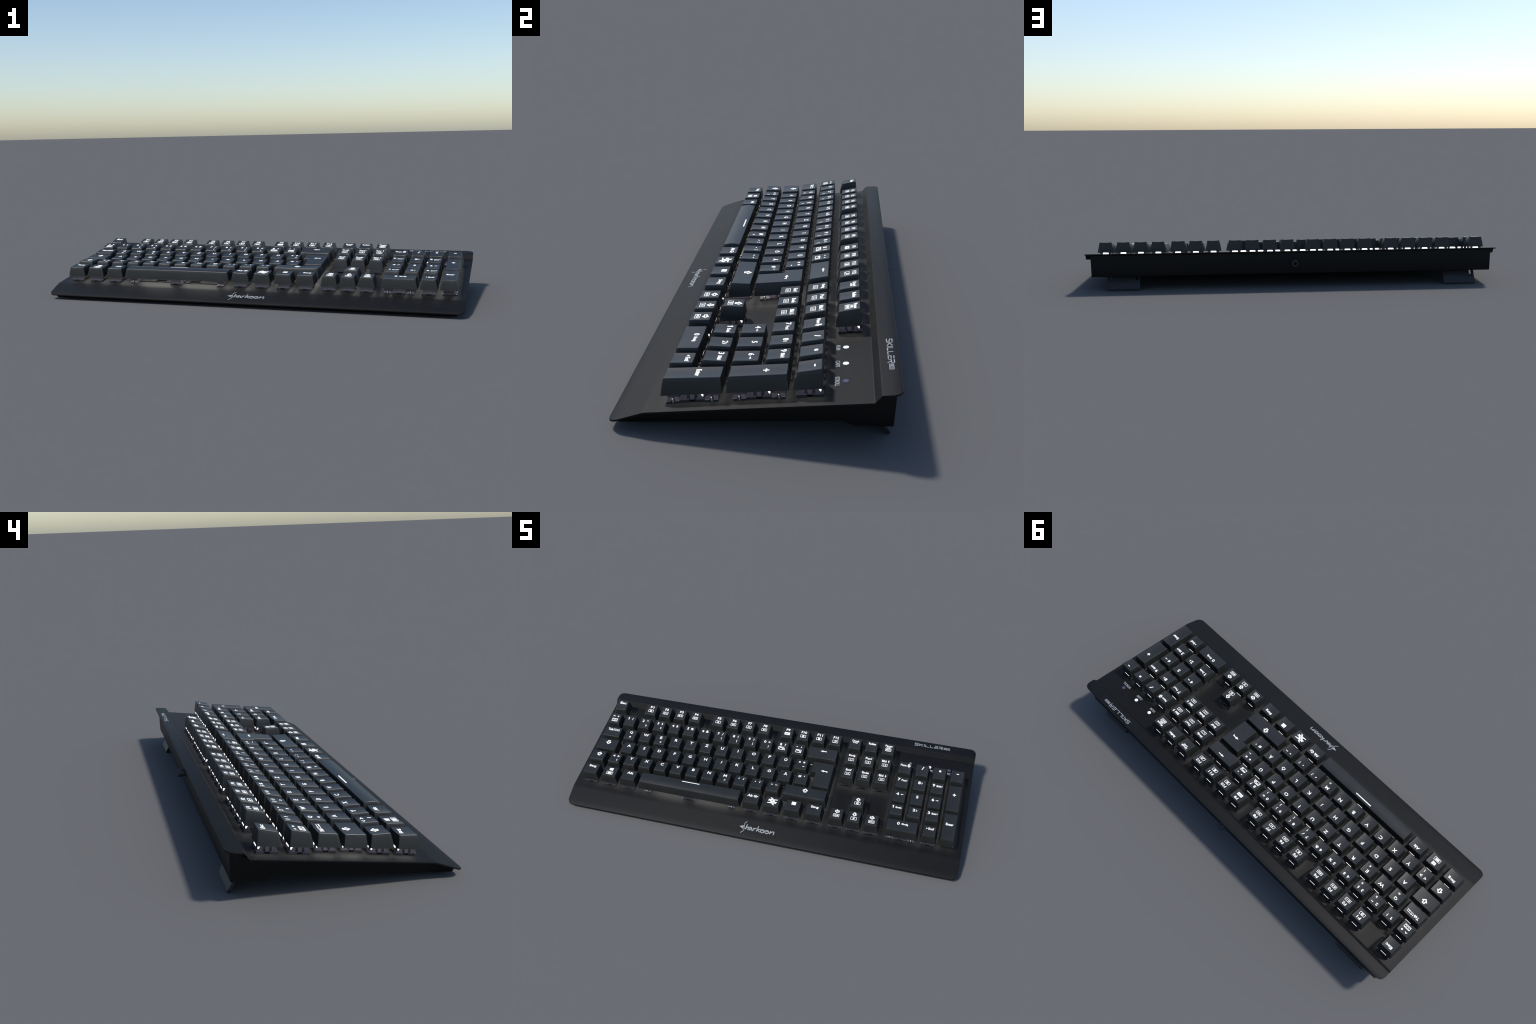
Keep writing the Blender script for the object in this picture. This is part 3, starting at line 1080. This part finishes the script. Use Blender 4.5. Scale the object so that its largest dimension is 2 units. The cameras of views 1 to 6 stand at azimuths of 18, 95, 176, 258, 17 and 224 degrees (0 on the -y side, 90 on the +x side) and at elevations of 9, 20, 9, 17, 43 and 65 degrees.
def led_mesh():
    """lamp window across the rear shoulder of the housing"""
    bm = bmesh.new()
    hy = 0.0345
    prof = [(hy - 0.0022, 0.0170), (hy - 0.0027, 0.0240), (hy - 0.0070, 0.0275), (hy - 0.0165, 0.0285), (hy - 0.0110, 0.0170)]
    half = [0.0150, 0.0130, 0.0115, 0.0115, 0.0150]
    a = [bm.verts.new((-h, y, z)) for (y, z), h in zip(prof, half)]
    b = [bm.verts.new((h, y, z)) for (y, z), h in zip(prof, half)]
    n = len(prof)
    bm.faces.new(a)
    bm.faces.new(b[::-1])
    for i in range(n):
        j = (i + 1) % n
        bm.faces.new((a[i], a[j], b[j], b[i]))
    for sx in (-1, 1):             # glow seen on the housing flanks, modelled as emissive wedges
        low = [(0.0268, 0.0145), (0.0295, 0.0145)]
        high = [(0.0195, 0.0265), (0.0305, 0.0265)]
        q = []
        for (y, z), xo in zip(low + high[::-1], (0.0286, 0.0286, 0.0245, 0.0245)):
            q.append((bm.verts.new((sx * 0.016, y, z)), bm.verts.new((sx * xo, y, z))))
        bm.faces.new([v[0] for v in q])
        bm.faces.new([v[1] for v in q][::-1])
        for i in range(4):
            j = (i + 1) % 4
            bm.faces.new((q[i][0], q[i][1], q[j][1], q[j][0]))
    return to_mesh(bm, "switch_lamp", M_LED)


SWITCH, LED = switch_mesh(), led_mesh()


# ------------------------------------------------------------------ stabiliser
def stabiliser_mesh():
    bm = bmesh.new()
    for s in (-1, 1):              # base wings either side of the wire
        xa, xb = sorted((s * 0.0050, s * 0.0170))
        add_box(bm, xa, xb, -0.034, 0.030, 0.0005, 0.0055)
        v = add_box(bm, xa, xb, -0.030, 0.026, 0.0054, 0.0120)
        for q in v[4:]:
            q.co.x -= s * 0.002
            q.co.y *= 0.82
    add_box(bm, -0.0160, 0.0160, -0.0235, 0.022, 0.0005, 0.0300, 0.001, 0.001)
    for s in (-1, 1):              # posts
        xa, xb = sorted((s * 0.004, s * 0.013))
        add_box(bm, xa, xb, -0.0215, 0.018, 0.0298, 0.050)
    return to_mesh(bm, "stabiliser", M_SWITCH)


def wire_mesh():
    bm = bmesh.new()
    add_cylinder(bm, Matrix.Translation((0, -0.0325, 0.0070)) @ Matrix.Rotation(math.radians(12), 4, 'X'), 0.0018, 0.013, 10)
    return to_mesh(bm, "stabiliser_wire", M_WIRE)


STAB, WIRE = stabiliser_mesh(), wire_mesh()
STABS = []

# ------------------------------------------------------------------ build keys
cap_cache = {}
for row, x, w, legend, kind in KEYS:
    ck = (row, round(w, 4), kind)
    if ck not in cap_cache:
        sh = KeyShape(row, w, kind)
        if kind == 'enter':
            x_switch = 0.2680
            sh.hx_l, sh.hx_n, sh.hx_r = 0.2068 - x_switch, 0.2318 - x_switch, 0.3134 - x_switch
            sh.y_notch = 0.3140 - sh.vc
            sh.x_switch = x_switch
        cap_cache[ck] = (sh, keycap_mesh(sh, "keycap"))
    sh, me = cap_cache[ck]
    if kind == 'enter':
        x = sh.x_switch
    cap = new_object("keycap", me, root, plate_matrix(x, sh.vc))
    cy = sh.cy
    if kind == 'enter':
        ox, oy = 0.2715 - x, 0.3240 - sh.vc
    else:
        ox, oy = 0.0, cy
    lm = legend.mesh(lambda px, py: sh.surf(px + ox, py + oy), "legend", M_LEGEND)
    new_object("legend", lm, cap, Matrix.Translation((ox, oy, 0)))
    sw = new_object("key_switch", SWITCH, root, plate_matrix(x, sh.vc))
    new_object("switch_lamp", LED, sw)
    if row in ('TC', 'SB'):
        for s in (-1, 1):
            STABS.append((x, sh.vc + s * 0.0515, math.pi / 2))
    elif kind == 'space':
        STABS += [(x - 0.228, sh.vc, 0.0), (x + 0.228, sh.vc, 0.0)]
    elif w > 0.13:
        STABS += [(x - 0.0515, sh.vc, 0.0), (x + 0.0515, sh.vc, 0.0)]
for x, v, spin in STABS:
    st = new_object("stabiliser", STAB, root, plate_matrix(x, v, 0.0, spin))
    new_object("stabiliser_wire", WIRE, st)

# ------------------------------------------------------------------ status lamps and their captions
for x, name, wide, on in ((0.6828, "NUM", 0.031, True), (0.7816, "CAPS", 0.036, True), (0.8802, "SCROLL", 0.050, False)):
    bm = bmesh.new()
    add_cylinder(bm, Matrix.Translation((0, 0, -0.0015)), 0.0090, 0.005, 32, 0.0085)
    new_object("status_lamp", to_mesh(bm, "status_lamp", M_LAMP_ON if on else M_LAMP_OFF), root, plate_matrix(x, 0.5198))
    lg = Legend().text(name, 0, 0, 0.0130, wide, 0.03)
    new_object("caption", lg.mesh(lambda a, b: 0.0, "caption", M_PRINT, 0.0006), root, plate_matrix(x + 0.001, 0.4975))

# ------------------------------------------------------------------ printed word marks
def smooth(pts, n=6):
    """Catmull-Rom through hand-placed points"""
    out = []
    P = [pts[0]] + list(pts) + [pts[-1]]
    for i in range(1, len(P) - 2):
        p0, p1, p2, p3 = (Vector(P[i + k]) for k in (-1, 0, 1, 2))
        for k in range(n):
            t = k / n
            q = 0.5 * (2 * p1 + (p2 - p0) * t + (2 * p0 - 5 * p1 + 4 * p2 - p3) * t * t + (3 * p1 - p0 - 3 * p2 + p3) * t ** 3)
            out.append((q.x, q.y))
    out.append(tuple(pts[-1]))
    return out


# script mark on the lip; units: mm-like, x to the right, y up the lip
k = 0.001
fin = [(0, 0), (9, 4), (20, 8.5), (20.5, -10), (10, -4)]
strokes = [
    (smooth([(32, 29), (26, 25), (22.5, 16), (23.5, 3), (25.5, -9), (22.5, -20), (13, -30.5)]), 3.2),
    (smooth([(36, 15), (34.5, 6), (31.5, -9)]), 4.2), (smooth([(32, -8), (37, 0), (43, 4), (45.5, 0), (44.5, -10)]), 4.2),
    (smooth([(51, 2), (56, 5), (61, 0), (65.5, -10)]), 5.0), (smooth([(50, -7), (53, -3), (56.5, -5), (54, -9.5), (50.5, -8)]), 4.0),
    (smooth([(72, 4), (71, -3), (69.5, -10)]), 4.2), (smooth([(70.5, -6), (76, 2.5), (83, 4)]), 4.2),
    (smooth([(92, 16), (90, 4), (86.5, -9)]), 4.2), (smooth([(103, 4.5), (96, 1), (89, -4)]), 4.2), (smooth([(93, -3), (98, -7), (103, -10)]), 4.4),
    (smooth([(110, 4), (106.5, -3), (110, -10), (118, -11), (124, -5), (122, 2), (116, 4), (114, 1), (118, -1)]), 4.4),
    (smooth([(132, 4), (128.5, -3), (132, -10), (140, -11), (146, -5), (144, 2), (138, 4), (136, 1), (140, -1)]), 4.4),
    (smooth([(155, 4), (153.5, -3), (151.5, -10)]), 4.4), (smooth([(152, -9), (160, 0), (168, 3.5), (172, 0), (170.5, -11)]), 4.4),
]
S = 0.001 * 1.035
g = Legend()
for s, t in strokes:
    s = [(x * S, y * S) for x, y in s]
    g.line(s, t * S)
    g.disc(s[0][0], s[0][1], t * S / 2, 8).disc(s[-1][0], s[-1][1], t * S / 2, 8)
g.poly([(x * S, y * S) for x, y in fin])
LIP_ANG = math.atan(LIP)
lip_mat = Matrix.Translation((-0.0753, -0.3312, Z_B - LIP * (0.3312 - 0.288))) @ Matrix.Rotation(LIP_ANG, 4, 'X')
new_object("script_mark", g.mesh(lambda a, b: 0.0, "script_mark", M_PRINT, 0.0006), root, lip_mat)

# angular mark on the rear ridge
H, T = 0.0165, 0.0030
g = Legend()


def glyph_at(x, *lines):
    for ln in lines:
        g.line([(x + px, py * H) for px, py in ln], T)


d = 0.0235
glyph_at(0.0, [(0.0195, 0.97), (0.002, 0.97), (0.002, 0.55), (0.0185, 0.45), (0.0185, 0.03), (0.0, 0.03)])
glyph_at(d, [(0.002, 0.0), (0.002, 1.0)], [(0.020, 0.97), (0.004, 0.5), (0.020, 0.03)])
glyph_at(d * 2, [(0.003, 0.0), (0.003, 1.0)])
glyph_at(d * 2 + 0.008, [(0.002, 1.0), (0.002, 0.05), (0.0195, 0.05)])
glyph_at(d * 3 + 0.008, [(0.002, 1.0), (0.002, 0.05), (0.0195, 0.05)])
glyph_at(d * 4 + 0.008, [(0.0195, 0.97), (0.002, 0.97)], [(0.0195, 0.5), (0.002, 0.5), (0.002, 0.05), (0.0195, 0.05)])
glyph_at(d * 5 + 0.008, [(0.002, 0.0), (0.002, 0.5), (0.0185, 0.5), (0.0185, 0.97), (0.001, 0.97)], [(0.010, 0.45), (0.0195, -0.15)])
bx = d * 6 + 0.010
g.frame(bx + 0.0155, H * 0.46, 0.032, H * 0.78, 0.0018)
g.text("MECH", bx + 0.0155, H * 0.46, H * 0.48, 0.026, 0.02)
ridge_y = 0.3365
ridge_mat = (Matrix.Translation((0.6845, ridge_y, PD[1] + RIDGE * (ridge_y - PD[0])))
             @ Matrix.Rotation(math.atan(RIDGE), 4, 'X'))
new_object("angular_mark", g.mesh(lambda a, b: 0.0, "angular_mark", M_PRINT, 0.0006), root, ridge_mat)

for m in list(bpy.data.meshes):
    if m.users == 0:
        bpy.data.meshes.remove(m)
